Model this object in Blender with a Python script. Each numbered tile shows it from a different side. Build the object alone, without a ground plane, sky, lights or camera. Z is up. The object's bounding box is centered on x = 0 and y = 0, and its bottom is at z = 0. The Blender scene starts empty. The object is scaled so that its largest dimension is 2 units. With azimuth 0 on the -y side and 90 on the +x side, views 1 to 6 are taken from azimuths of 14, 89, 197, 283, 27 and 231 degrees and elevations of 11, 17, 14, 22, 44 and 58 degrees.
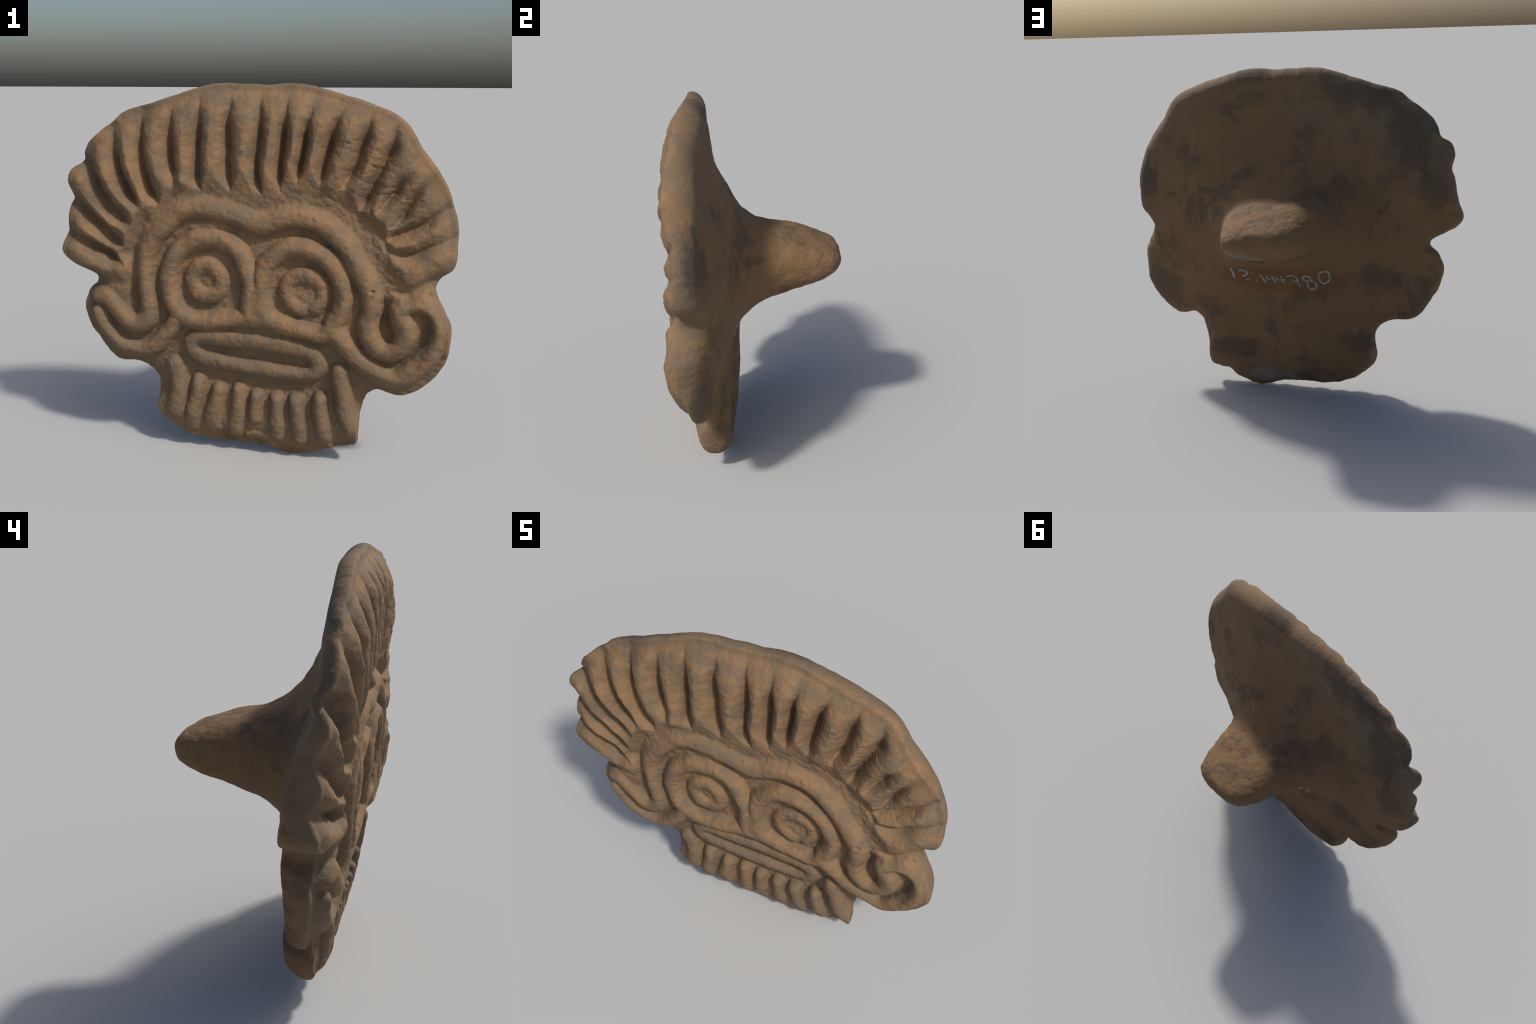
"""Fired-clay stamp: a face plate in relief (rayed headdress, goggle eyes, scroll ears,
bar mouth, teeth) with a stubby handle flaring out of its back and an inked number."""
import bpy, math
import numpy as np

N = 440              # front grid cells per side (the rim then has 4N stations)
CENTRE = np.array([0.0, 1.03])

# ------------------------------------------------------------------ noise
_perm = np.random.RandomState(7).permutation(256)
_perm = np.concatenate([_perm, _perm, _perm])
_grad = np.random.RandomState(8).normal(size=(256, 3))
_grad /= np.linalg.norm(_grad, axis=1)[:, None]


def perlin(x, y, z):
    xi, yi, zi = (np.floor(a).astype(int) for a in (x, y, z))
    xf, yf, zf = x - xi, y - yi, z - zi
    fade = lambda t: t * t * t * (t * (t * 6 - 15) + 10)
    u, v, w = fade(xf), fade(yf), fade(zf)
    xi, yi, zi = xi & 255, yi & 255, zi & 255

    def corner(i, j, k):
        g = _grad[_perm[_perm[_perm[xi + i] + yi + j] + zi + k]]
        return g[..., 0] * (xf - i) + g[..., 1] * (yf - j) + g[..., 2] * (zf - k)
    mix = lambda a, b, t: a + t * (b - a)
    return mix(mix(mix(corner(0, 0, 0), corner(1, 0, 0), u), mix(corner(0, 1, 0), corner(1, 1, 0), u), v),
               mix(mix(corner(0, 0, 1), corner(1, 0, 1), u), mix(corner(0, 1, 1), corner(1, 1, 1), u), v), w)


def fbm(p, scale, octaves=3, seed=0.0):
    out, amp = 0, 1.0
    for o in range(octaves):
        s = scale * 2.03 ** o
        out = out + amp * perlin(p[..., 0] * s + seed, p[..., 1] * s + 3.7 * o, p[..., 2] * s - seed)
        amp *= 0.5
    return out


# ------------------------------------------------------------------ curve tools
def smoothstep(a, b, t):
    t = np.clip((t - a) / (b - a), 0, 1)
    return t * t * (3 - 2 * t)


def spline(points, per=10, closed=False):
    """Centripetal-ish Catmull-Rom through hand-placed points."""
    p = np.array(points, float)
    if len(p) == 1:
        return p
    if closed:
        q = np.vstack([p[-1], p, p[:2]])
    else:
        q = np.vstack([2 * p[0] - p[1], p, 2 * p[-1] - p[-2]])
    out = []
    t = np.linspace(0, 1, per, endpoint=False)[:, None]
    for i in range(1, len(q) - 2):
        a, b, c, d = q[i - 1:i + 3]
        m0, m1 = (c - a) / 2, (d - b) / 2
        L = np.linalg.norm(c - b)
        for m in (m0, m1):
            l = np.linalg.norm(m)
            if l > 1.2 * L:
                m *= 1.2 * L / l
        out.append((2 * t**3 - 3 * t**2 + 1) * b + (t**3 - 2 * t**2 + t) * m0 + (-2 * t**3 + 3 * t**2) * c + (t**3 - t**2) * m1)
    out = np.vstack(out)
    return out if closed else np.vstack([out, p[-1]])


def resample(line, count):
    s = np.concatenate([[0], np.cumsum(np.linalg.norm(np.diff(line, axis=0), axis=1))])
    t = np.linspace(0, s[-1], count)
    return np.stack([np.interp(t, s, line[:, k]) for k in range(line.shape[1])], 1)


def distance(xz, line, reach):
    """Distance of each point to a polyline and the arc position of the foot; inf beyond reach."""
    dist = np.full(len(xz), np.inf)
    arc = np.zeros(len(xz))
    lo, hi = line.min(0) - reach, line.max(0) + reach
    near = np.where(((xz > lo) & (xz < hi)).all(1))[0]
    p = xz[near]
    best, foot = np.full(len(p), np.inf), np.zeros(len(p))
    if len(line) == 1:
        best = np.linalg.norm(p - line[0], axis=1)
    s = 0.0
    for a, b in zip(line[:-1], line[1:]):
        ab = b - a
        L = np.linalg.norm(ab)
        if L < 1e-9:
            continue
        t = np.clip(((p - a) @ ab) / L**2, 0, 1)
        dd = np.linalg.norm(p - a - t[:, None] * ab, axis=1)
        m = dd < best
        best[m], foot[m] = dd[m], s + t[m] * L
        s += L
    dist[near], arc[near] = best, foot
    return dist, arc, s


def inside(xz, poly):
    c = np.zeros(len(xz), bool)
    x, z = xz[:, 0], xz[:, 1]
    for (x0, z0), (x1, z1) in zip(poly, np.roll(poly, -1, 0)):
        if z0 == z1:
            continue
        c ^= ((z0 > z) != (z1 > z)) & (x < (x1 - x0) * (z - z0) / (z1 - z0) + x0)
    return c


# ------------------------------------------------------------------ the stamp's drawing (x, z in metres)
OUTLINE = [(-0.163, 1.901), (-0.275, 1.878), (-0.365, 1.85), (-0.487, 1.811), (-0.626, 1.77), (-0.698, 1.715),
           (-0.812, 1.63), (-0.858, 1.563), (-0.88, 1.51), (-0.934, 1.472), (-0.957, 1.411), (-0.943, 1.338),
           (-0.96, 1.282), (-0.980, 1.183), (-1.004, 1.066), (-0.973, 1.013), (-0.87, 0.958), (-0.833, 0.932),
           (-0.822, 0.905), (-0.834, 0.880), (-0.868, 0.850), (-0.898, 0.776), (-0.883, 0.672), (-0.835, 0.579), (-0.746, 0.472), (-0.613, 0.455),
           (-0.540, 0.412), (-0.512, 0.339), (-0.518, 0.2), (-0.430, 0.105), (-0.284, 0.05), (-0.083, 0.044),
           (0.012, 0.036), (0.114, 0.016), (0.208, 0.0), (0.322, 0.03), (0.413, 0.075), (0.517, 0.105),
           (0.546, 0.149), (0.552, 0.274), (0.57, 0.353), (0.588, 0.389), (0.634, 0.42), (0.745, 0.402),
           (0.807, 0.423), (0.870, 0.471), (0.940, 0.556), (0.974, 0.640), (0.985, 0.783), (0.957, 0.839),
           (0.924, 0.901), (0.905, 0.957), (0.926, 1.011), (0.978, 1.056), (0.993, 1.109), (0.997, 1.222),
           (0.979, 1.331), (0.942, 1.432), (0.892, 1.525), (0.829, 1.604), (0.765, 1.71), (0.689, 1.769),
           (0.615, 1.798), (0.498, 1.841), (0.36, 1.874), (0.297, 1.894), (0.185, 1.902), (0.1, 1.895), (0.006, 1.899)]

# grooves between the rays of the headdress, outer end first: (half width, runs out over the rim, points)
GAPS = [
    (0.046, 1, [(-0.96, 1.165), (-0.907, 1.141), (-0.79, 1.086), (-0.65, 1.018)]),
    (0.053, 1, [(-0.95, 1.355), (-0.899, 1.321), (-0.807, 1.243), (-0.715, 1.157), (-0.631, 1.101)]),
    (0.053, 1, [(-0.87, 1.56), (-0.82, 1.51), (-0.777, 1.413), (-0.702, 1.298), (-0.603, 1.221)]),
    (0.040, 0, [(-0.671, 1.687), (-0.664, 1.56), (-0.621, 1.424), (-0.547, 1.311)]),
    (0.035, 0, [(-0.522, 1.752), (-0.525, 1.591), (-0.491, 1.435), (-0.439, 1.329)]),
    (0.034, 0, [(-0.362, 1.775), (-0.375, 1.594), (-0.358, 1.439)]),
    (0.029, 0, [(-0.218, 1.81), (-0.234, 1.597), (-0.235, 1.457), (-0.214, 1.408)]),
    (0.034, 0, [(-0.069, 1.831), (-0.083, 1.682), (-0.085, 1.503), (-0.067, 1.412)]),
    (0.026, 0, [(0.076, 1.82), (0.074, 1.65), (0.057, 1.493), (0.085, 1.392)]),
    (0.024, 0, [(0.202, 1.806), (0.19, 1.659), (0.167, 1.516), (0.171, 1.42)]),
    (0.024, 0, [(0.321, 1.781), (0.304, 1.714), (0.281, 1.593), (0.255, 1.45)]),
    (0.028, 0, [(0.458, 1.775), (0.416, 1.663), (0.385, 1.548), (0.359, 1.446)]),
    (0.030, 0, [(0.599, 1.764), (0.565, 1.652), (0.521, 1.525), (0.476, 1.429)]),
    (0.030, 0, [(0.707, 1.72), (0.698, 1.628), (0.642, 1.508), (0.579, 1.385), (0.547, 1.323)]),
    (0.024, 0, [(0.806, 1.532), (0.743, 1.457), (0.68, 1.375), (0.641, 1.333)]),
    (0.025, 0, [(0.861, 1.461), (0.798, 1.392), (0.761, 1.324), (0.71, 1.254)]),
    (0.032, 1, [(0.96, 1.35), (0.924, 1.33), (0.842, 1.273), (0.758, 1.229), (0.665, 1.184)]),
    (0.034, 1, [(0.975, 1.212), (0.853, 1.155), (0.774, 1.127), (0.687, 1.136)]),
    (0.040, 1, [(0.94, 0.985), (0.891, 1.0), (0.794, 0.944), (0.699, 0.953)]),
]
DITCHES = [[(-0.692, 0.978), (-0.608, 1.08), (-0.533, 1.217), (-0.44, 1.3)],
           [(0.443, 1.401), (0.513, 1.315), (0.631, 1.217), (0.687, 1.122), (0.71, 1.047)]]

BROW = [(-0.795, 0.831), (-0.739, 0.819), (-0.686, 0.753), (-0.625, 0.695), (-0.561, 0.699), (-0.519, 0.764),
        (-0.534, 0.87), (-0.537, 1.01), (-0.507, 1.1), (-0.442, 1.191), (-0.349, 1.275), (-0.244, 1.311),
        (-0.133, 1.301), (-0.024, 1.266), (0.078, 1.238), (0.201, 1.275), (0.306, 1.272), (0.405, 1.228),
        (0.475, 1.161), (0.539, 1.066), (0.589, 0.97), (0.611, 0.912), (0.606, 0.833), (0.594, 0.752),
        (0.623, 0.674), (0.686, 0.638), (0.748, 0.669), (0.769, 0.743), (0.743, 0.821)]
PUPIL = (-0.206, 0.939)
ring = lambda c, r, a0, a1: [(c[0] + r * math.cos(math.radians(a)), c[1] + r * math.sin(math.radians(a))) for a in np.linspace(a0, a1, 13)]

# raised lines of the face: (part, half width, height share, points)
RIDGES = [
    ("brow_ridge", 0.056, 1.00, BROW),
    ("ear_scroll", 0.048, 0.95, [(-0.80, 0.738), (-0.772, 0.653), (-0.695, 0.572), (-0.583, 0.545), (-0.494, 0.587), (-0.42, 0.663), (-0.372, 0.728)]),
    ("ear_scroll.001", 0.054, 1.00, [(0.736, 0.849), (0.782, 0.891), (0.849, 0.899), (0.91, 0.86), (0.933, 0.784), (0.917, 0.697), (0.859, 0.612),
                                     (0.793, 0.54), (0.725, 0.501), (0.648, 0.52), (0.569, 0.573), (0.49, 0.649), (0.425, 0.732)]),
    ("eye_ring", 0.050, 1.00, [(-0.362, 0.771), (-0.402, 0.863), (-0.403, 0.969), (-0.362, 1.068), (-0.284, 1.13), (-0.179, 1.153), (-0.091, 1.136),
                               (-0.032, 1.084), (0.003, 0.999), (0.014, 0.912), (0.010, 0.83), (0.010, 0.775)]),
    ("eye_ring.001", 0.052, 1.00, [(0.080, 0.775), (0.074, 0.834), (0.071, 0.922), (0.086, 1.011), (0.13, 1.078), (0.216, 1.125), (0.308, 1.126), (0.393, 1.084),
                                   (0.45, 1.009), (0.472, 0.918), (0.459, 0.837), (0.425, 0.755)]),
    ("cheek_ridge", 0.050, 1.00, [(-0.363, 0.767), (-0.286, 0.734), (-0.164, 0.743), (-0.028, 0.76), (0.083, 0.764), (0.166, 0.743), (0.275, 0.718),
                                  (0.368, 0.706), (0.425, 0.74)]),
    ("cheek_ridge", 0.062, 0.95, [(0.039, 0.90), (0.046, 0.817), (0.046, 0.772)]),
    ("pupil_ring", 0.044, 0.66, ring(PUPIL, 0.078, 0, 360)),
    ("pupil_ring.001", 0.043, 0.60, [(0.335, 0.835), (0.367, 0.875), (0.373, 0.933), (0.33, 0.985), (0.274, 0.996), (0.216, 0.967), (0.199, 0.908), (0.22, 0.854), (0.27, 0.825)]),
    ("pupil_ring", 0.060, 0.30, [PUPIL]),
    ("pupil_ring.001", 0.075, 0.34, [(0.29, 0.91), (0.31, 0.86)]),
    ("mouth", 0.048, 0.70, [(-0.245, 0.522), (-0.295, 0.562), (-0.302, 0.610), (-0.255, 0.640), (-0.105, 0.640), (0.119, 0.630), (0.275, 0.612), (0.340, 0.580),
                            (0.350, 0.525), (0.305, 0.480), (0.201, 0.478), (0.015, 0.494), (-0.146, 0.508), (-0.245, 0.522)]),
    ("jaw", 0.050, 0.80, [(-0.40, 0.48), (-0.387, 0.401), (-0.394, 0.316), (-0.418, 0.212)]),
    ("jaw", 0.048, 1.00, [(0.456, 0.511), (0.47, 0.409), (0.483, 0.287), (0.524, 0.202), (0.534, 0.161)]),
    ("jaw", 0.035, 0.60, [(-0.014, 0.103), (0.064, 0.098), (0.145, 0.146)]),
    ("tooth", 0.040, 0.90, [(-0.277, 0.403), (-0.29, 0.326), (-0.321, 0.214), (-0.332, 0.115)]),
    ("tooth.001", 0.042, 0.90, [(-0.171, 0.355), (-0.193, 0.275), (-0.205, 0.23)]),
    ("tooth.001", 0.046, 0.75, [(-0.214, 0.207), (-0.211, 0.141)]),
    ("tooth.002", 0.040, 0.92, [(-0.062, 0.365), (-0.069, 0.27), (-0.091, 0.115)]),
    ("tooth.003", 0.036, 0.95, [(0.028, 0.341), (0.018, 0.215)]),
    ("tooth.004", 0.038, 1.00, [(0.133, 0.335), (0.132, 0.265), (0.131, 0.125)]),
    ("tooth.005", 0.040, 1.00, [(0.234, 0.337), (0.238, 0.259), (0.248, 0.115)]),
    ("tooth.006", 0.040, 1.00, [(0.357, 0.357), (0.358, 0.273), (0.374, 0.12)]),
    ("ear_scroll", 0.085, 0.50, [(-0.701, 0.952), (-0.70, 0.878), (-0.76, 0.84)]),
    ("ear_scroll.001", 0.07, 0.50, [(0.68, 0.98), (0.74, 0.93)]),
    ("ear_scroll.001", 0.07, 0.60, [(0.80, 0.925), (0.90, 0.92)]),
]
# extra cuts into the floor: (half width, depth, points)
CUTS = [
    (0.032, 0.030, [(-0.57, 1.12), (-0.59, 1.03), (-0.59, 0.93), (-0.583, 0.84), (-0.56, 0.77)]),
    (0.030, 0.020, [(0.824, 0.854), (0.859, 0.807), (0.869, 0.722), (0.838, 0.632), (0.786, 0.547)]),
    (0.050, -0.022, [(-0.33, 1.17), (-0.2, 1.225), (-0.05, 1.20)]),
    (0.040, -0.014, [(-0.30, 1.03), (-0.2, 1.065), (-0.1, 1.04)]),
    (0.032, -0.014, [(-0.28, 0.69), (0.0, 0.697), (0.25, 0.665)]),
    (0.026, 0.010, [(-0.214, 0.57), (0.017, 0.556), (0.165, 0.545), (0.295, 0.535)]),
    (0.045, 0.018, [(0.43, 0.96), (0.425, 0.90), (0.40, 0.83), (0.36, 0.79)]),
    (0.040, 0.012, [(-0.36, 0.44), (-0.15, 0.425), (0.1, 0.40), (0.36, 0.42)]),
    (0.032, 0.030, [(0.672, 0.885), (0.668, 0.80), (0.685, 0.73)]),
    (0.026, 0.006, [(0.275, 0.93)]),
]
LUMPS = [((-0.307, 1.431), 0.032, 0.022), ((0.40, 1.44), 0.04, 0.012)]

# ------------------------------------------------------------------ outline as radius over angle
OUTLINE = [(x + 0.012 * (x < -0.2) * (z > 1.12), z) for x, z in OUTLINE]
line = spline(OUTLINE, 16, closed=True)
line = resample(np.vstack([line, line[:1]]), 4 * N * 3 + 1)[:-1]
ang = np.unwrap(np.arctan2(line[:, 1] - CENTRE[1], line[:, 0] - CENTRE[0]))
if ang[-1] < ang[0]:
    line, ang = line[::-1], ang[::-1]
ang = np.unwrap(ang)
ang = np.maximum.accumulate(ang) + np.arange(len(ang)) * 1e-7
radius = np.linalg.norm(line - CENTRE, axis=1)
start = ang[0]
arcpos = np.linspace(0, 2 * math.pi, len(ang) + 1)              # uniform along the rim
theta_of = lambda phi: np.interp(np.mod(phi, 2 * math.pi), arcpos, np.append(ang, ang[0] + 2 * math.pi))
radius_of = lambda th: np.interp(np.mod(th - start, 2 * math.pi) + start, np.append(ang, ang[0] + 2 * math.pi), np.append(radius, radius[0]))
RIM_ROUND = 0.030


# ------------------------------------------------------------------ front relief
FLOOR = 0.059


def rim_mid(z):
    return np.interp(z, [0, .1, .3, .5, 1.0, 1.5, 1.9], [-.205, -.215, -.25, -.285, -.305, -.315, -.315])


def top_level(xz, d_rim):
    """Height (towards -y) that the raised lines reach."""
    x, z = xz[:, 0], xz[:, 1]
    y = np.interp(z, [0, .1, .2, .3, .4, .5, .65, .8, 1.0, 1.15, 1.27, 1.4, 1.5, 1.75, 1.95], [.235, .280, .315, .335, .348, .364, .395, .414, .428, .431, .432, .440, .448, .45, .44])
    y = y + 0.018 * x * smoothstep(1.3, 1.1, z) + 0.008 * smoothstep(1.25, 1.5, z)
    left = smoothstep(-0.55, -0.85, x) * smoothstep(0.95, 1.1, z) * smoothstep(1.7, 1.45, z)
    right = smoothstep(0.2, 0.6, x) * smoothstep(1.4, 1.55, z)
    y = y - 0.015 * smoothstep(0.7, 0.95, x) * smoothstep(1.5, 1.3, z) * smoothstep(0.95, 1.05, z) - 0.004 * left + 0.014 * smoothstep(0.65, 0.85, x) * smoothstep(0.92, 0.8, z) - 0.016 * smoothstep(-0.6, -0.8, x) * smoothstep(1.0, 0.9, z)
    width = 0.11 + 0.10 * smoothstep(1.3, 1.75, z) + 0.08 * left
    t = np.clip(1 - d_rim / width, 0, 1)
    drop = 0.06 + 0.050 * smoothstep(1.4, 1.85, z) - 0.04 * smoothstep(0.5, 0.2, z) * smoothstep(0.04, 0.2, z) + 0.030 * left - 0.035 * right - 0.038 * smoothstep(0.55, 0.7, np.abs(x)) * smoothstep(0.88, 0.75, z) * smoothstep(0.36, 0.42, z) 
    return y - drop * t ** 2


def front_relief(xz, d_rim):
    """Returns height of the front towards -y, and a part label per point."""
    p3 = np.stack([xz[:, 0], xz[:, 1], np.zeros(len(xz))], 1)
    warp = np.stack([fbm(p3, 7, 3, 11.0), fbm(p3, 7, 3, 29.0)], 1) * 0.011
    w = xz + warp
    top = top_level(xz, d_rim)
    # face field or headdress?
    brow = spline(BROW, 8)
    b0 = np.argmin(np.linalg.norm(brow - [-0.534, 0.87], axis=1))
    b1 = np.argmin(np.linalg.norm(brow - [0.611, 0.912], axis=1))
    arch = brow[b0:b1 + 1]
    field = np.vstack([arch, [(0.70, 0.955), (0.80, 0.95), (1.3, 0.98), (1.3, -0.3), (-1.3, -0.3), (-1.3, 0.90), (-0.72, 0.95), (-0.62, 0.93)]])
    in_face = inside(w, field)
    d_arch = distance(w, arch, 3.0)[0]
    # headdress: low band along the brow, then rays
    x = xz[:, 0]
    band = np.interp(x, [-0.7, -0.45, -0.1, 0.3, 0.55, 0.8], [0.055, 0.065, 0.09, 0.13, 0.13, 0.12])
    rise = smoothstep(band - 0.04, band + np.interp(x, [-0.6, -0.2, 0.2, 0.45, 0.65], [0.07, 0.12, 0.20, 0.17, 0.09]), d_arch)
    sink = np.interp(x, [-0.6, -0.25, 0.1, 0.35], [0.032, 0.026, 0.034, 0.046])
    depth_crest = sink * (1 - rise) * smoothstep(0.01, 0.07, d_arch) + 0.002
    groove = np.zeros(len(xz))
    for hw, out, pts in GAPS:
        pts = np.array(pts) + [-0.009, -0.007]
        if not out:                                  # let it die away just short of the rim
            u = pts[0] - pts[1]
            pts = np.vstack([pts[0] + u / np.linalg.norm(u) * 0.055, pts])
        ln = spline(pts, 8)
        d, s, L = distance(w, ln, 0.16)
        m = np.isfinite(d)
        inner = smoothstep(-0.05, 0.08, L - s[m])
        outer = smoothstep(-0.05, 0.20, s[m]) * 0.6 + 0.4 if out else smoothstep(-0.03, 0.21, s[m])
        t = d[m] / (hw * (0.45 + 0.40 * inner * outer))
        more = 1 + 0.22 * smoothstep(0.05, 0.3, pts[0][0]) - 0.20 * smoothstep(0.35, 0.5, pts[-1][0]) - 0.28 * smoothstep(0.56, 0.64, pts[-1][0])
        g = inner * more * (0.25 + 0.75 * outer) * (0.076 * outer * np.exp(-np.abs(t) ** 1.25) + 0.016 * np.exp(-(d[m] / 0.045) ** 2))
        groove[m] = np.maximum(groove[m], g)
    for pts in DITCHES:
        d, s, L = distance(w, spline(pts, 8), 0.12)
        m = np.isfinite(d)
        ends = smoothstep(0, 0.12, s[m]) * smoothstep(0, 0.12, L - s[m])
        groove[m] = np.maximum(groove[m], 0.040 * ends * np.exp(-(d[m] / 0.040) ** 2))
    depth_crest = np.maximum(depth_crest, groove) + 0.25 * np.minimum(depth_crest, groove)
    # face: floor with raised lines
    ridge = np.zeros(len(xz))
    owner, own = np.full(len(xz), -1), np.zeros(len(xz))
    for i, (name, hw, share, pts) in enumerate(RIDGES):
        d, s, L = distance(w, spline(pts, 6), hw * 1.6)
        m = np.isfinite(d)
        t = np.clip(d[m] / (hw * 1.05), 0, 1)
        bump = share * (1 - t ** 2.2) ** 0.72
        o = bump > own[m] + 1e-6
        idx = np.where(m)[0][o]
        owner[idx], own[idx] = i, bump[o]
        a, b = ridge[m], bump
        k = 0.10
        h = np.clip(0.5 + 0.5 * (a - b) / k, 0, 1)
        ridge[m] = np.minimum(b + (a - b) * h + k * h * (1 - h), 1.02)
    floor = FLOOR * (1 - 0.50 * smoothstep(0.40, 0.14, xz[:, 1]))
    depth_face = floor * (1 - ridge)
    # join face and headdress over the crest of the brow
    d_border = distance(w, np.vstack([field, field[:1]]), 3.0)[0]
    blend = smoothstep(-0.045, 0.045, np.where(in_face, d_border, -d_border))
    near_arch = smoothstep(0.10, 0.04, d_arch)
    blend = np.where(in_face, np.maximum(blend, near_arch), blend)
    depth = depth_face * blend + depth_crest * (1 - blend)
    for hw, dp, pts in CUTS:
        d, s, L = distance(w, spline(pts, 8), hw * 2.5)
        m = np.isfinite(d)
        ends = 0.3 + 0.7 * smoothstep(0, 0.08, np.minimum(s[m], L - s[m])) if len(pts) > 2 else 1.0
        depth[m] += dp * ends * np.exp(-(d[m] / hw) ** 2)
    # shared groove under the lowest right ray and the ditch beside the left ear
    for k in (18,):
        d, s, L = distance(w, spline(GAPS[k][2], 8), 0.12)
        m = np.isfinite(d)
        depth[m] = np.maximum(depth[m], 0.045 * np.exp(-(d[m] / 0.036) ** 2))
    for c, r, h in LUMPS:
        depth -= h * np.exp(-(np.linalg.norm(w - c, axis=1) / r) ** 2 * 1.6)
    # worn, crumbly clay: more in the low places and in the right half of the headdress
    low = np.clip(depth / FLOOR, 0, 1)
    crumb = np.where(in_face, 0, smoothstep(0.2, 0.5, x)) * smoothstep(0.10, 0.2, d_rim)
    rough = fbm(p3, 12, 3, 5.0) * 0.006 + fbm(p3, 38, 3, 17.0) * (0.0026 + np.where(in_face, 0.0040, 0.0015) * low + 0.002 * crumb)
    pits = np.clip(fbm(p3, 26, 2, 41.0) - 0.30, 0, 1) * (0.012 + 0.03 * crumb)
    cracks = np.clip(0.05 - np.abs(fbm(p3 * [1, 1.6, 1], 5, 2, 71.0)), 0, 1) * 0.07 * crumb
    height = top - depth + rough - pits - cracks
    # labels
    label = np.full(len(xz), "face_field", dtype=object)
    label[~in_face] = "headdress"
    for i, (name, *_r) in enumerate(RIDGES):
        label[(owner == i) & (own > 0.45)] = name
    rays = []
    lines = [resample(spline(g[2], 8), 24) for g in GAPS]
    first = [(-0.99, 1.05), (-0.80, 0.99), (-0.69, 0.95)]
    rays.append(resample(spline(first, 8), 24))
    for a, b in zip(lines[:-1], lines[1:]):
        rays.append((a + b) / 2)
    best, which = np.full(len(xz), 0.13), np.full(len(xz), -1)
    for i, r in enumerate(rays):
        d = distance(w, r, 0.14)[0]
        m = d < best
        best[m], which[m] = d[m], i
    on = (~in_face) & (rise > 0.5) & (which >= 0) & (d_rim > 0.02) & (label == "headdress")
    for i in range(len(rays)):
        label[on & (which == i)] = "headdress_ray" + (".%03d" % i if i else "")
    return height, label


# square grid wrapped onto the outline
g = np.linspace(-1, 1, N + 1)
gx, gz = np.meshgrid(g, g)                      # row = z, column = x
a, b = gx.ravel(), gz.ravel()
big = np.abs(a) > np.abs(b)
rho = np.where(big, np.abs(a), np.abs(b))
with np.errstate(divide="ignore", invalid="ignore"):
    phi = np.where(big, np.where(a > 0, b / a, 4 + b / a), np.where(b > 0, 2 - a / b, 6 - a / b)) * math.pi / 4
phi = np.nan_to_num(phi)
boundary = np.concatenate([np.arange(N), N + np.arange(N) * (N + 1), (N + 1) ** 2 - 1 - np.arange(N), N * (N + 1) - np.arange(N) * (N + 1)])
# phi of the concentric map starts on +x; rim angle starts at the outline's first point
phi0 = np.interp(0.0, np.unwrap(ang) - 2 * math.pi * np.round(ang[0] / (2 * math.pi)), arcpos[:-1]) if ang[0] <= 0 <= ang[-1] else np.interp(2 * math.pi, ang, arcpos[:-1])
theta = theta_of(phi + phi0)
_edge = np.stack([np.cos(theta), np.sin(theta), np.zeros_like(theta)], 1)
lumpy = 0.007 * fbm(_edge, 9, 3, 77.0)           # hand-shaped rim
rr = rho * (radius_of(theta) + lumpy - RIM_ROUND)
front_xz = CENTRE + np.stack([rr * np.cos(theta), rr * np.sin(theta)], 1)
d_rim = distance(front_xz, np.vstack([line[::6], line[:1]]), 5.0)[0]
height, front_label = front_relief(front_xz, d_rim)
front = np.stack([front_xz[:, 0], -height, front_xz[:, 1]], 1)

# ------------------------------------------------------------------ rim, back, flare, handle
th_b = theta[boundary]
M = len(th_b)
R_b = radius_of(th_b) + lumpy[boundary]
dirs = np.stack([np.cos(th_b), np.sin(th_b)], 1)


# broad swellings (+) and hollows (-) of the back: x, z, reach in x, reach in z, rise
SWELLS = [(0.56, 1.12, 0.34, 0.36, 0.080), (-0.90, 1.06, 0.28, 0.32, 0.085), (0.32, 0.43, 0.34, 0.24, -0.045),
          (-0.75, 1.32, 0.20, 0.18, 0.022), (-0.80, 1.58, 0.22, 0.20, -0.040), (-0.50, 1.82, 0.35, 0.12, -0.020), (-0.12, 1.58, 0.24, 0.25, -0.028),
          (0.45, 1.60, 0.40, 0.25, 0.025), (-0.25, 0.60, 0.20, 0.14, 0.028), (-0.36, 1.15, 0.14, 0.22, -0.025), (0.84, 0.50, 0.20, 0.18, -0.080), (-0.14, 1.42, 0.18, 0.20, -0.022), (0.12, 0.62, 0.15, 0.12, -0.020)]


def back_level(x, z):
    y = np.interp(z, [0, .1, .35, .7, 1.0, 1.4, 1.6, 1.9], [-.135, -.125, -.10, -.13, -.17, -.21, -.232, -.262])
    y = y - (0.12 * np.abs(x) ** 1.8) * smoothstep(0.1, 0.5, z)
    for cx, cz, rx, rz, h in SWELLS:
        y = y + h * np.exp(-((x - cx) / rx) ** 2 - ((z - cz) / rz) ** 2)
    return y


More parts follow.
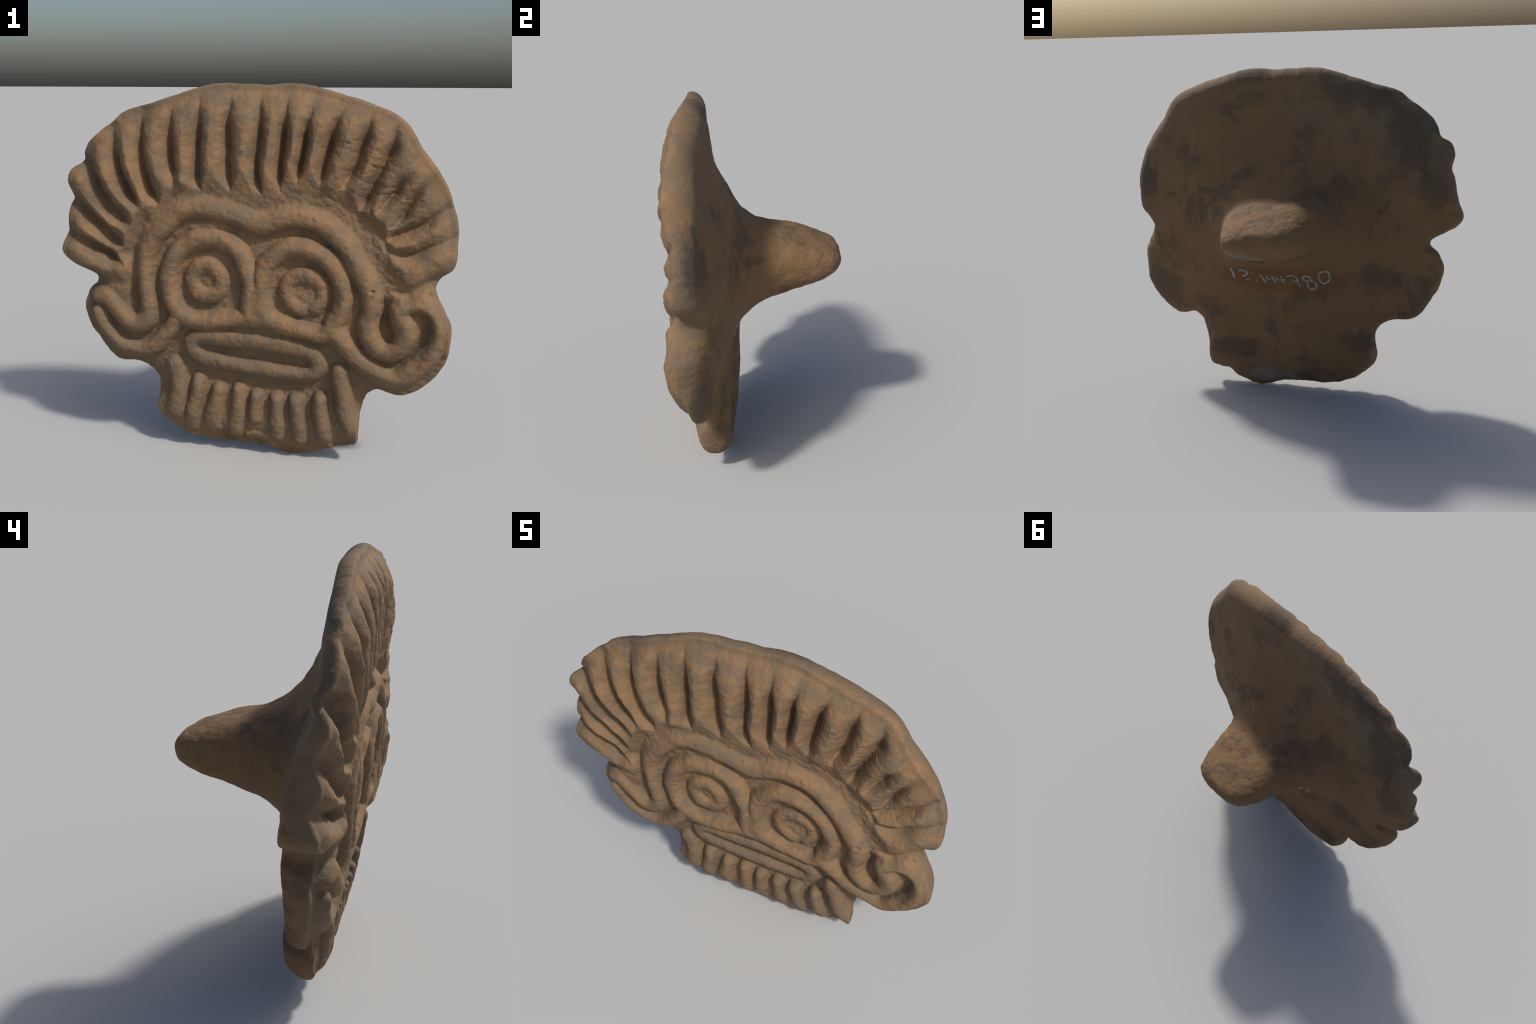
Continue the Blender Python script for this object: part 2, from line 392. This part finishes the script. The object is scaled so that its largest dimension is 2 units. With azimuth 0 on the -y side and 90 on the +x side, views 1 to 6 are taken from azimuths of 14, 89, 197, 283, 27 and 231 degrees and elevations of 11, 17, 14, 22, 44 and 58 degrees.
# handle cross-sections going backwards: y, half width, centre x, top z, bottom z, squareness
SECTIONS = np.array([
    (0.10, 0.290, 0.008, 1.193, 0.848, 2.6),
    (0.16, 0.268, 0.006, 1.184, 0.874, 2.8),
    (0.23, 0.250, 0.004, 1.168, 0.900, 3.0),
    (0.30, 0.237, 0.002, 1.146, 0.920, 3.1),
    (0.36, 0.217, 0.002, 1.124, 0.944, 2.9),
    (0.40, 0.196, 0.002, 1.106, 0.961, 2.7),
    (0.43, 0.160, 0.002, 1.088, 0.980, 2.5),
    (0.452, 0.098, 0.002, 1.064, 1.003, 2.3)])
HANDLE_TILT = math.radians(4.5)
AXIS_Z = 1.03


def section(y):
    hw, cx, zt, zb, e = (np.interp(y, SECTIONS[:, 0], SECTIONS[:, k]) for k in range(1, 6))
    cz, hh = (zt + zb) / 2, (zt - zb) / 2
    c, s = np.abs(dirs[:, 0]), np.abs(dirs[:, 1])
    r = ((c / hw) ** e + (s / hh) ** e) ** (-1 / e)
    ct, st = math.cos(HANDLE_TILT), math.sin(HANDLE_TILT)
    q = r[:, None] * dirs
    q = np.stack([q[:, 0] * ct + q[:, 1] * st, q[:, 1] * ct - q[:, 0] * st], 1)
    return np.array([cx, cz]) + q


rows, row_part = [], []
edge_front = front[boundary]
outline_xz = CENTRE + R_b[:, None] * dirs
inner_xz = CENTRE + (R_b - RIM_ROUND)[:, None] * dirs
# the back edge is bevelled, most of all low on the +x side
deg = np.degrees(np.arctan2(dirs[:, 1], dirs[:, 0]))
bevel = 0.012 + 0.08 * smoothstep(-125, -110, deg) * smoothstep(-60, -75, deg) + 0.12 * smoothstep(-62, -48, deg) * smoothstep(0, -20, deg) + 0.05 * smoothstep(-85, -70, deg) * smoothstep(-45, -55, deg) + 0.025 * smoothstep(20, 45, deg) * smoothstep(120, 95, deg)
back_xz = CENTRE + (R_b - RIM_ROUND - bevel)[:, None] * dirs
yf, yb = edge_front[:, 1], back_level(back_xz[:, 0], back_xz[:, 1])
yb = np.maximum(yb, yf + 0.06)
for k in range(1, 15):
    t = math.pi * k / 15
    s = math.sin(t) ** 0.8
    foot = inner_xz if t < math.pi / 2 else back_xz
    xz = foot + (outline_xz - foot) * (s if t < math.pi / 2 else s ** 1.7)
    h = 0.5 - 0.5 * math.copysign(abs(math.cos(t)) ** 0.9, math.cos(t))
    y = yf + (yb - yf) * h ** 1.7
    rows.append(np.stack([xz[:, 0], y, xz[:, 1]], 1)); row_part.append("rim")
root = section(0.10)
BACK_ROWS = 150
for k in range(BACK_ROWS + 1):
    u = k / BACK_ROWS
    u = 1 - (1 - u) ** 1.7
    xz = back_xz + (root - back_xz) * u
    d = np.linalg.norm(xz - root, axis=1)
    # the flare reaches further to the +x side and below than above
    reach = 1 + 0.95 * smoothstep(0.1, 0.9, dirs[:, 0]) + 0.80 * smoothstep(0.3, 1.0, -(dirs[:, 1] * 0.9 + dirs[:, 0] * 0.4)) + 0.28 * smoothstep(0.6, 1.0, dirs[:, 1]) - 0.28 * smoothstep(0.4, 1.0, -dirs[:, 0])
    d = d / reach
    flare = np.interp(d, [0, .006, .016, .03, .05, .075, .11, .185, .28, .4], [.10, .065, .03, -.008, -.045, -.085, -.12, -.173, -.24, -.32])
    base = back_level(xz[:, 0], xz[:, 1])
    kk = 0.05
    h = np.clip(0.5 + 0.5 * (base - flare) / kk, 0, 1)
    y = flare + (base - flare) * h + kk * h * (1 - h) * smoothstep(0, 0.1, d)
    if k == 0:
        y = np.maximum(y, yf + 0.06)
    rows.append(np.stack([xz[:, 0], y, xz[:, 1]], 1)); row_part.append("back_plate" if d.mean() > 0.10 else "handle")
for y in np.concatenate([np.linspace(0.10, 0.40, 46)[1:], np.linspace(0.40, 0.452, 16)[1:]]):
    xz = section(y)
    rows.append(np.stack([xz[:, 0], np.full(M, y), xz[:, 1]], 1)); row_part.append("handle")
last = rows[-1]
for s in (0.8, 0.55, 0.3, 0.12):
    c = last.mean(0)
    r = c + (last - c) * s
    r[:, 1] = 0.452 + 0.004 * (1 - s * s)
    rows.append(r); row_part.append("handle")
pole = np.array([[last[:, 0].mean(), 0.456, last[:, 2].mean()]])

verts = np.vstack([front] + rows + [pole])
F = len(front)
loops = [boundary] + [F + i * M + np.arange(M) for i in range(len(rows))]

# quads: front grid, then the wrapped rows
i = np.arange(N)[:, None] * (N + 1) + np.arange(N)[None, :]
i = i.ravel()
quads = [np.stack([i, i + 1, i + N + 2, i + N + 1], 1)]
quad_label = [front_label[i]]
for k in range(len(rows)):
    lo, hi = loops[k], loops[k + 1]
    quads.append(np.stack([lo, hi, np.roll(hi, -1), np.roll(lo, -1)], 1))
    quad_label.append(np.full(M, row_part[k], dtype=object))
quads = np.vstack(quads)
quad_label = np.concatenate(quad_label)
pole_index = len(verts) - 1
tris = np.stack([loops[-1], np.full(M, pole_index), np.roll(loops[-1], -1)], 1)

# ------------------------------------------------------------------ relax, then weather the whole body
edges = np.vstack([quads[:, [0, 1]], quads[:, [1, 2]], quads[:, [2, 3]], quads[:, [3, 0]]])
degree = np.bincount(edges.ravel(), minlength=len(verts))


def relax(weight, times):
    global verts
    for _ in range(times):
        acc = np.stack([np.bincount(edges[:, 0], verts[edges[:, 1], c], len(verts)) + np.bincount(edges[:, 1], verts[edges[:, 0], c], len(verts)) for c in range(3)], 1)
        mean = acc / np.maximum(degree, 1)[:, None]
        verts = verts + weight[:, None] * (mean - verts)


def normals():
    a, b, c, d = (verts[quads[:, k]] for k in range(4))
    n = np.cross(c - a, d - b)
    out = np.stack([sum(np.bincount(quads[:, k], n[:, c], len(verts)) for k in range(4)) for c in range(3)], 1)
    out[pole_index] = (0, 1, 0)
    return out / np.maximum(np.linalg.norm(out, axis=1), 1e-12)[:, None]


w = np.zeros(len(verts))
w[:F] = 0.22 + 0.48 * smoothstep(0.09, 0.04, d_rim)
w[F:F + 40 * M] = 0.7
relax(w, 5)
w[:] = 0
w[F + 14 * M:pole_index] = 0.6
relax(w, 14)

if np.sum(verts[quads[:, 0]] * np.cross(verts[quads[:, 1]], verts[quads[:, 2]])) < 0:
    quads = quads[:, ::-1].copy()
    tris = tris[:, ::-1].copy()
nrm = normals()
behind = smoothstep(-0.33, -0.24, verts[:, 1]); behind[:F] *= 0
bump = fbm(verts, 5, 3, 3.0) * 0.009 + fbm(verts, 20, 3, 9.0) * 0.004
on_handle = smoothstep(0.05, 0.2, verts[:, 1])
bump += on_handle * (fbm(verts, 9, 3, 55.0) * 0.008)
verts = verts + nrm * (bump * behind)[:, None]
verts[:, 2] -= verts[:, 2].min()
nrm = normals()

# ------------------------------------------------------------------ materials
def clay_material():
    mat = bpy.data.materials.new("fired_clay")
    mat.use_nodes = True
    nt = mat.node_tree
    nt.nodes.clear()
    new, link = nt.nodes.new, nt.links.new
    out = new("ShaderNodeOutputMaterial")
    bsdf = new("ShaderNodeBsdfPrincipled")
    link(bsdf.outputs[0], out.inputs[0])
    co = new("ShaderNodeTexCoord").outputs["Object"]

    def noise(scale, detail=4, rough=0.55, offset=(0, 0, 0), distort=0.0):
        mp = new("ShaderNodeMapping"); mp.inputs["Location"].default_value = offset
        link(co, mp.inputs["Vector"])
        n = new("ShaderNodeTexNoise")
        n.inputs["Scale"].default_value, n.inputs["Detail"].default_value = scale, detail
        n.inputs["Roughness"].default_value, n.inputs["Distortion"].default_value = rough, distort
        link(mp.outputs[0], n.inputs["Vector"])
        return n.outputs["Fac"]

    def ramp(fac, a, b):
        r = new("ShaderNodeMapRange"); r.interpolation_type = "SMOOTHSTEP"
        r.inputs["From Min"].default_value, r.inputs["From Max"].default_value = a, b
        link(fac, r.inputs["Value"])
        return r.outputs["Result"]

    def math_(op, a, b=None):
        m = new("ShaderNodeMath"); m.operation = op
        for k, v in enumerate((a, b)):
            if v is None: continue
            if isinstance(v, (int, float)): m.inputs[k].default_value = v
            else: link(v, m.inputs[k])
        return m.outputs[0]

    def mix(fac, a, b):
        m = new("ShaderNodeMix"); m.data_type = "RGBA"
        if isinstance(fac, (int, float)): m.inputs["Factor"].default_value = fac
        else: link(fac, m.inputs["Factor"])
        for sock, v in ((m.inputs[6], a), (m.inputs[7], b)):
            if isinstance(v, tuple): sock.default_value = (*v, 1)
            else: link(v, sock)
        return m.outputs[2]

    ragged = noise(9, 5, 0.65, (3, 1, 2))

    def blob(c, r, soft=0.35, rag=0.9):
        """1 inside an ellipsoidal patch with a ragged edge."""
        s = new("ShaderNodeVectorMath"); s.operation = "SUBTRACT"; link(co, s.inputs[0]); s.inputs[1].default_value = c
        d = new("ShaderNodeVectorMath"); d.operation = "DIVIDE"; link(s.outputs[0], d.inputs[0]); d.inputs[1].default_value = r
        l = new("ShaderNodeVectorMath"); l.operation = "LENGTH"; link(d.outputs[0], l.inputs[0])
        e = math_("ADD", l.outputs["Value"], math_("MULTIPLY", math_("SUBTRACT", ragged, 0.5), rag * 2))
        return ramp(e, 1 + soft, 1 - soft)

    brown, orange, grey = CLAY_BROWN, CLAY_ORANGE, CLAY_GREY
    col = mix(ramp(noise(6.5, 5, 0.6), 0.36, 0.58), brown, grey)
    sep = new("ShaderNodeSeparateXYZ"); link(co, sep.inputs[0])
    # rubbed, redder clay where the relief stands proud and in patches
    rub = math_("MULTIPLY", ramp(noise(12, 4, 0.6, (7, 2, 5)), 0.42, 0.60), ramp(sep.outputs["Y"], -0.345, -0.395))
    col = mix(math_("MULTIPLY", rub, 0.70), col, orange)
    col = mix(math_("MULTIPLY", ramp(noise(5, 5, 0.6, (1, 9, 4)), 0.50, 0.66), 0.45), col, orange)
    # fine specks
    col = mix(math_("MULTIPLY", ramp(noise(60, 3, 0.6, (4, 4, 1)), 0.58, 0.72), 0.22), col, SOOT)
    # smoke stains from the firing, behind the plate, on redder unwashed clay
    back = ramp(sep.outputs["Y"], -0.30, -0.22)
    col = mix(math_("MULTIPLY", back, 0.70), col, (0.212, 0.118, 0.053))
    col = mix(math_("MULTIPLY", math_("MULTIPLY", back, ramp(noise(4.5, 6, 0.68, (2, 6, 8), 0.4), 0.52, 0.64)), 0.6), col, SOOT)
    for c, r, k in STAINS:
        col = mix(math_("MULTIPLY", blob(c, r, 0.55, 1.6), k * 0.8), col, SOOT)
    # lacquer patch beneath the number
    col = mix(math_("MULTIPLY", blob((0.03, -0.1, 0.70), (0.40, 0.2, 0.10), 0.3, 0.5), 0.7), col, LACQUER)
    # chalky dust
    for c, r in CHALK:
        col = mix(math_("MULTIPLY", blob(c, r, 0.5, 1.6), 0.28), col, (0.30, 0.31, 0.32))
    link(col, bsdf.inputs["Base Color"])
    bsdf.inputs["Roughness"].default_value = 0.82
    bsdf.inputs["Specular IOR Level"].default_value = 0.25
    bmp = new("ShaderNodeBump"); bmp.inputs["Strength"].default_value = 0.55; bmp.inputs["Distance"].default_value = 0.01
    h = math_("ADD", noise(45, 6, 0.6, (5, 5, 5)), math_("MULTIPLY", noise(140, 3, 0.6), 0.35))
    link(h, bmp.inputs["Height"])
    link(bmp.outputs[0], bsdf.inputs["Normal"])
    return mat


CLAY_BROWN = (0.174, 0.119, 0.070)
CLAY_ORANGE = (0.236, 0.137, 0.068)
CLAY_GREY = (0.146, 0.106, 0.068)
SOOT = (0.072, 0.056, 0.043)
LACQUER = (0.16, 0.075, 0.028)
STAINS = [((-0.45, -0.25, 1.76), (0.30, 0.14, 0.09), 0.9), ((-0.72, -0.25, 1.50), (0.14, 0.14, 0.20), 0.9),
          ((0.92, -0.27, 1.28), (0.10, 0.07, 0.16), 0.9), ((-0.34, -0.15, 1.20), (0.22, 0.16, 0.13), 0.5),
          ((0.24, -0.28, 1.87), (0.10, 0.07, 0.05), 0.7), ((-0.85, -0.22, 1.25), (0.10, 0.10, 0.12), 0.7),
          ((-0.45, -0.15, 0.35), (0.16, 0.10, 0.06), 0.8), ((0.30, -0.12, 0.24), (0.14, 0.10, 0.06), 0.8),
          ((0.84, -0.25, 0.60), (0.12, 0.07, 0.14), 0.7), ((-0.55, -0.2, 0.72), (0.12, 0.1, 0.08), 0.7),
          ((0.72, -0.43, 1.58), (0.03, 0.08, 0.12), 0.25), ((0.88, -0.40, 1.47), (0.08, 0.08, 0.04), 0.3)]
CHALK = [((0.10, 0.40, 0.93), (0.09, 0.10, 0.05)), ((0.12, -0.13, 0.08), (0.16, 0.08, 0.05))]
clay = clay_material()
ink = bpy.data.materials.new("white_ink")
ink.use_nodes = True
b = ink.node_tree.nodes["Principled BSDF"]
tn = ink.node_tree.nodes.new("ShaderNodeTexNoise"); tn.inputs["Scale"].default_value = 55
tr = ink.node_tree.nodes.new("ShaderNodeValToRGB")
tr.color_ramp.elements[0].position, tr.color_ramp.elements[0].color = 0.35, (0.20, 0.19, 0.175, 1)
tr.color_ramp.elements[1].position, tr.color_ramp.elements[1].color = 0.62, (0.42, 0.435, 0.44, 1)
tc = ink.node_tree.nodes.new("ShaderNodeTexCoord")
ink.node_tree.links.new(tc.outputs["Object"], tn.inputs["Vector"])
ink.node_tree.links.new(tn.outputs["Fac"], tr.inputs["Fac"])
ink.node_tree.links.new(tr.outputs["Color"], b.inputs["Base Color"])
b.inputs["Roughness"].default_value = 0.8

# ------------------------------------------------------------------ cut the one surface into named parts
thing = bpy.data.objects.new("clay_stamp", None)
bpy.context.scene.collection.objects.link(thing)
thing["label"] = "brown fired clay stamp, relief face with rayed headdress and back handle"
thing["category"] = "clay stamp"
made = {}


def make_part(name, fq, ft):
    used = np.unique(np.concatenate([fq.ravel(), ft.ravel()]))
    remap = np.zeros(len(verts), int); remap[used] = np.arange(len(used))
    me = bpy.data.meshes.new(name)
    nq, n3 = len(fq), len(ft)
    me.vertices.add(len(used)); me.vertices.foreach_set("co", verts[used].ravel().astype(np.float32))
    me.loops.add(nq * 4 + n3 * 3)
    me.loops.foreach_set("vertex_index", np.concatenate([remap[fq].ravel(), remap[ft].ravel()]).astype(np.int32))
    me.polygons.add(nq + n3)
    me.polygons.foreach_set("loop_start", np.concatenate([np.arange(nq) * 4, nq * 4 + np.arange(n3) * 3]).astype(np.int32))
    me.update(calc_edges=True)
    me.polygons.foreach_set("use_smooth", np.ones(nq + n3, bool))
    me.normals_split_custom_set_from_vertices(nrm[used].tolist())
    me.materials.append(clay)
    ob = bpy.data.objects.new(name, me)
    bpy.context.scene.collection.objects.link(ob)
    made[name] = ob
    return ob


none3 = np.zeros((0, 3), int)
for name in sorted(set(quad_label)):
    make_part(name, quads[quad_label == name], tris if name == "handle" else none3)
PARENT = {"headdress_ray": "headdress", "tooth": "jaw", "pupil_ring": "eye_ring"}
for name, ob in made.items():
    kind = name.split(".")[0]
    up = PARENT.get(kind)
    if kind == "pupil_ring":
        up = name.replace("pupil_ring", "eye_ring")
    ob.parent = made[up] if up else thing

# ------------------------------------------------------------------ inventory number, brushed on the back
from mathutils.bvhtree import BVHTree
from mathutils import Vector
sel = quads[np.isin(quad_label, ["back_plate", "handle"])]
sel = sel[(np.abs(verts[sel[:, 0], 0]) < 0.5) & (verts[sel[:, 0], 2] < 0.95) & (verts[sel[:, 0], 2] > 0.5)]
used = np.unique(sel); remap = np.zeros(len(verts), int); remap[used] = np.arange(len(used))
tree = BVHTree.FromPolygons([Vector(v) for v in verts[used]], remap[sel].tolist())
DIGITS = [
    ("digit_one", 0.0085, [[(0.336, 0.751), (0.321, 0.687)]]),
    ("full_stop", 0.006, [[(0.294, 0.687), (0.288, 0.687)]]),
    ("digit_two", 0.005, [[(0.288, 0.736), (0.261, 0.743), (0.232, 0.733), (0.233, 0.715), (0.269, 0.698)], [(0.249, 0.682), (0.216, 0.679)]]),
    ("dash", 0.0055, [[(0.189, 0.676), (0.166, 0.677)]]),
    ("digit_one.001", 0.006, [[(0.146, 0.728), (0.122, 0.665)]]),
    ("digit_four", 0.005, [[(0.108, 0.721), (0.097, 0.693), (0.056, 0.701)], [(0.076, 0.723), (0.06, 0.668)]]),
    ("digit_four.001", 0.005, [[(0.049, 0.724), (0.039, 0.696), (-0.005, 0.701)], [(0.02, 0.726), (0.002, 0.666)]]),
    ("full_stop.001", 0.006, [[(-0.023, 0.672), (-0.028, 0.672)]]),
    ("digit_seven", 0.005, [[(-0.015, 0.725), (-0.067, 0.727), (-0.091, 0.656)], [(-0.046, 0.691), (-0.086, 0.695)]]),
    ("digit_eight", 0.0055, [[(-0.146, 0.694), (-0.118, 0.701), (-0.11, 0.715), (-0.127, 0.727), (-0.153, 0.72), (-0.158, 0.697), (-0.175, 0.69),
                              (-0.189, 0.667), (-0.177, 0.646), (-0.151, 0.648), (-0.134, 0.673), (-0.146, 0.694)]]),
    ("digit_zero", 0.006, [[(-0.23, 0.758), (-0.207, 0.743), (-0.206, 0.706), (-0.226, 0.684), (-0.254, 0.691), (-0.266, 0.726), (-0.255, 0.757), (-0.23, 0.758)]]),
]


def on_back(x, z):
    hit, n, _, _ = tree.ray_cast(Vector((x, 1.0, z)), Vector((0, -1, 0)))
    return hit if hit is not None else Vector((x, -0.1, z))


for name, hw, strokes in DIGITS:
    vs, fs = [], []
    for pts in strokes:
        ln = spline(pts, 8)
        ln = resample(ln, max(5, int(len(ln) * 1.2)))
        tan = np.gradient(ln, axis=0); tan /= np.linalg.norm(tan, axis=1)[:, None]
        base = len(vs)
        for k, (p, t) in enumerate(zip(ln, tan)):
            side = np.array([-t[1], t[0]])
            end = min(k, len(ln) - 1 - k)
            w_ = hw * (0.55 if end == 0 else 1.0) * (0.9 + 0.15 * math.sin(k * 1.7 + len(vs)))
            for s, lift in ((-1, -0.001), (-0.6, 0.0022), (0, 0.0028), (0.6, 0.0022), (1, -0.001)):
                q = p + side * w_ * s
                h = on_back(*q)
                vs.append((h.x, h.y + lift, h.z))
            if k:
                o = base + (k - 1) * 5
                fs += [(o + j, o + j + 1, o + j + 6, o + j + 5) for j in range(4)]
    me = bpy.data.meshes.new(name)
    me.from_pydata(vs, [], fs)
    me.polygons.foreach_set("use_smooth", np.ones(len(fs), bool))
    me.materials.append(ink)
    ob = bpy.data.objects.new(name, me)
    bpy.context.scene.collection.objects.link(ob)
    ob.parent = made["back_plate"]
bpy.context.view_layer.update()
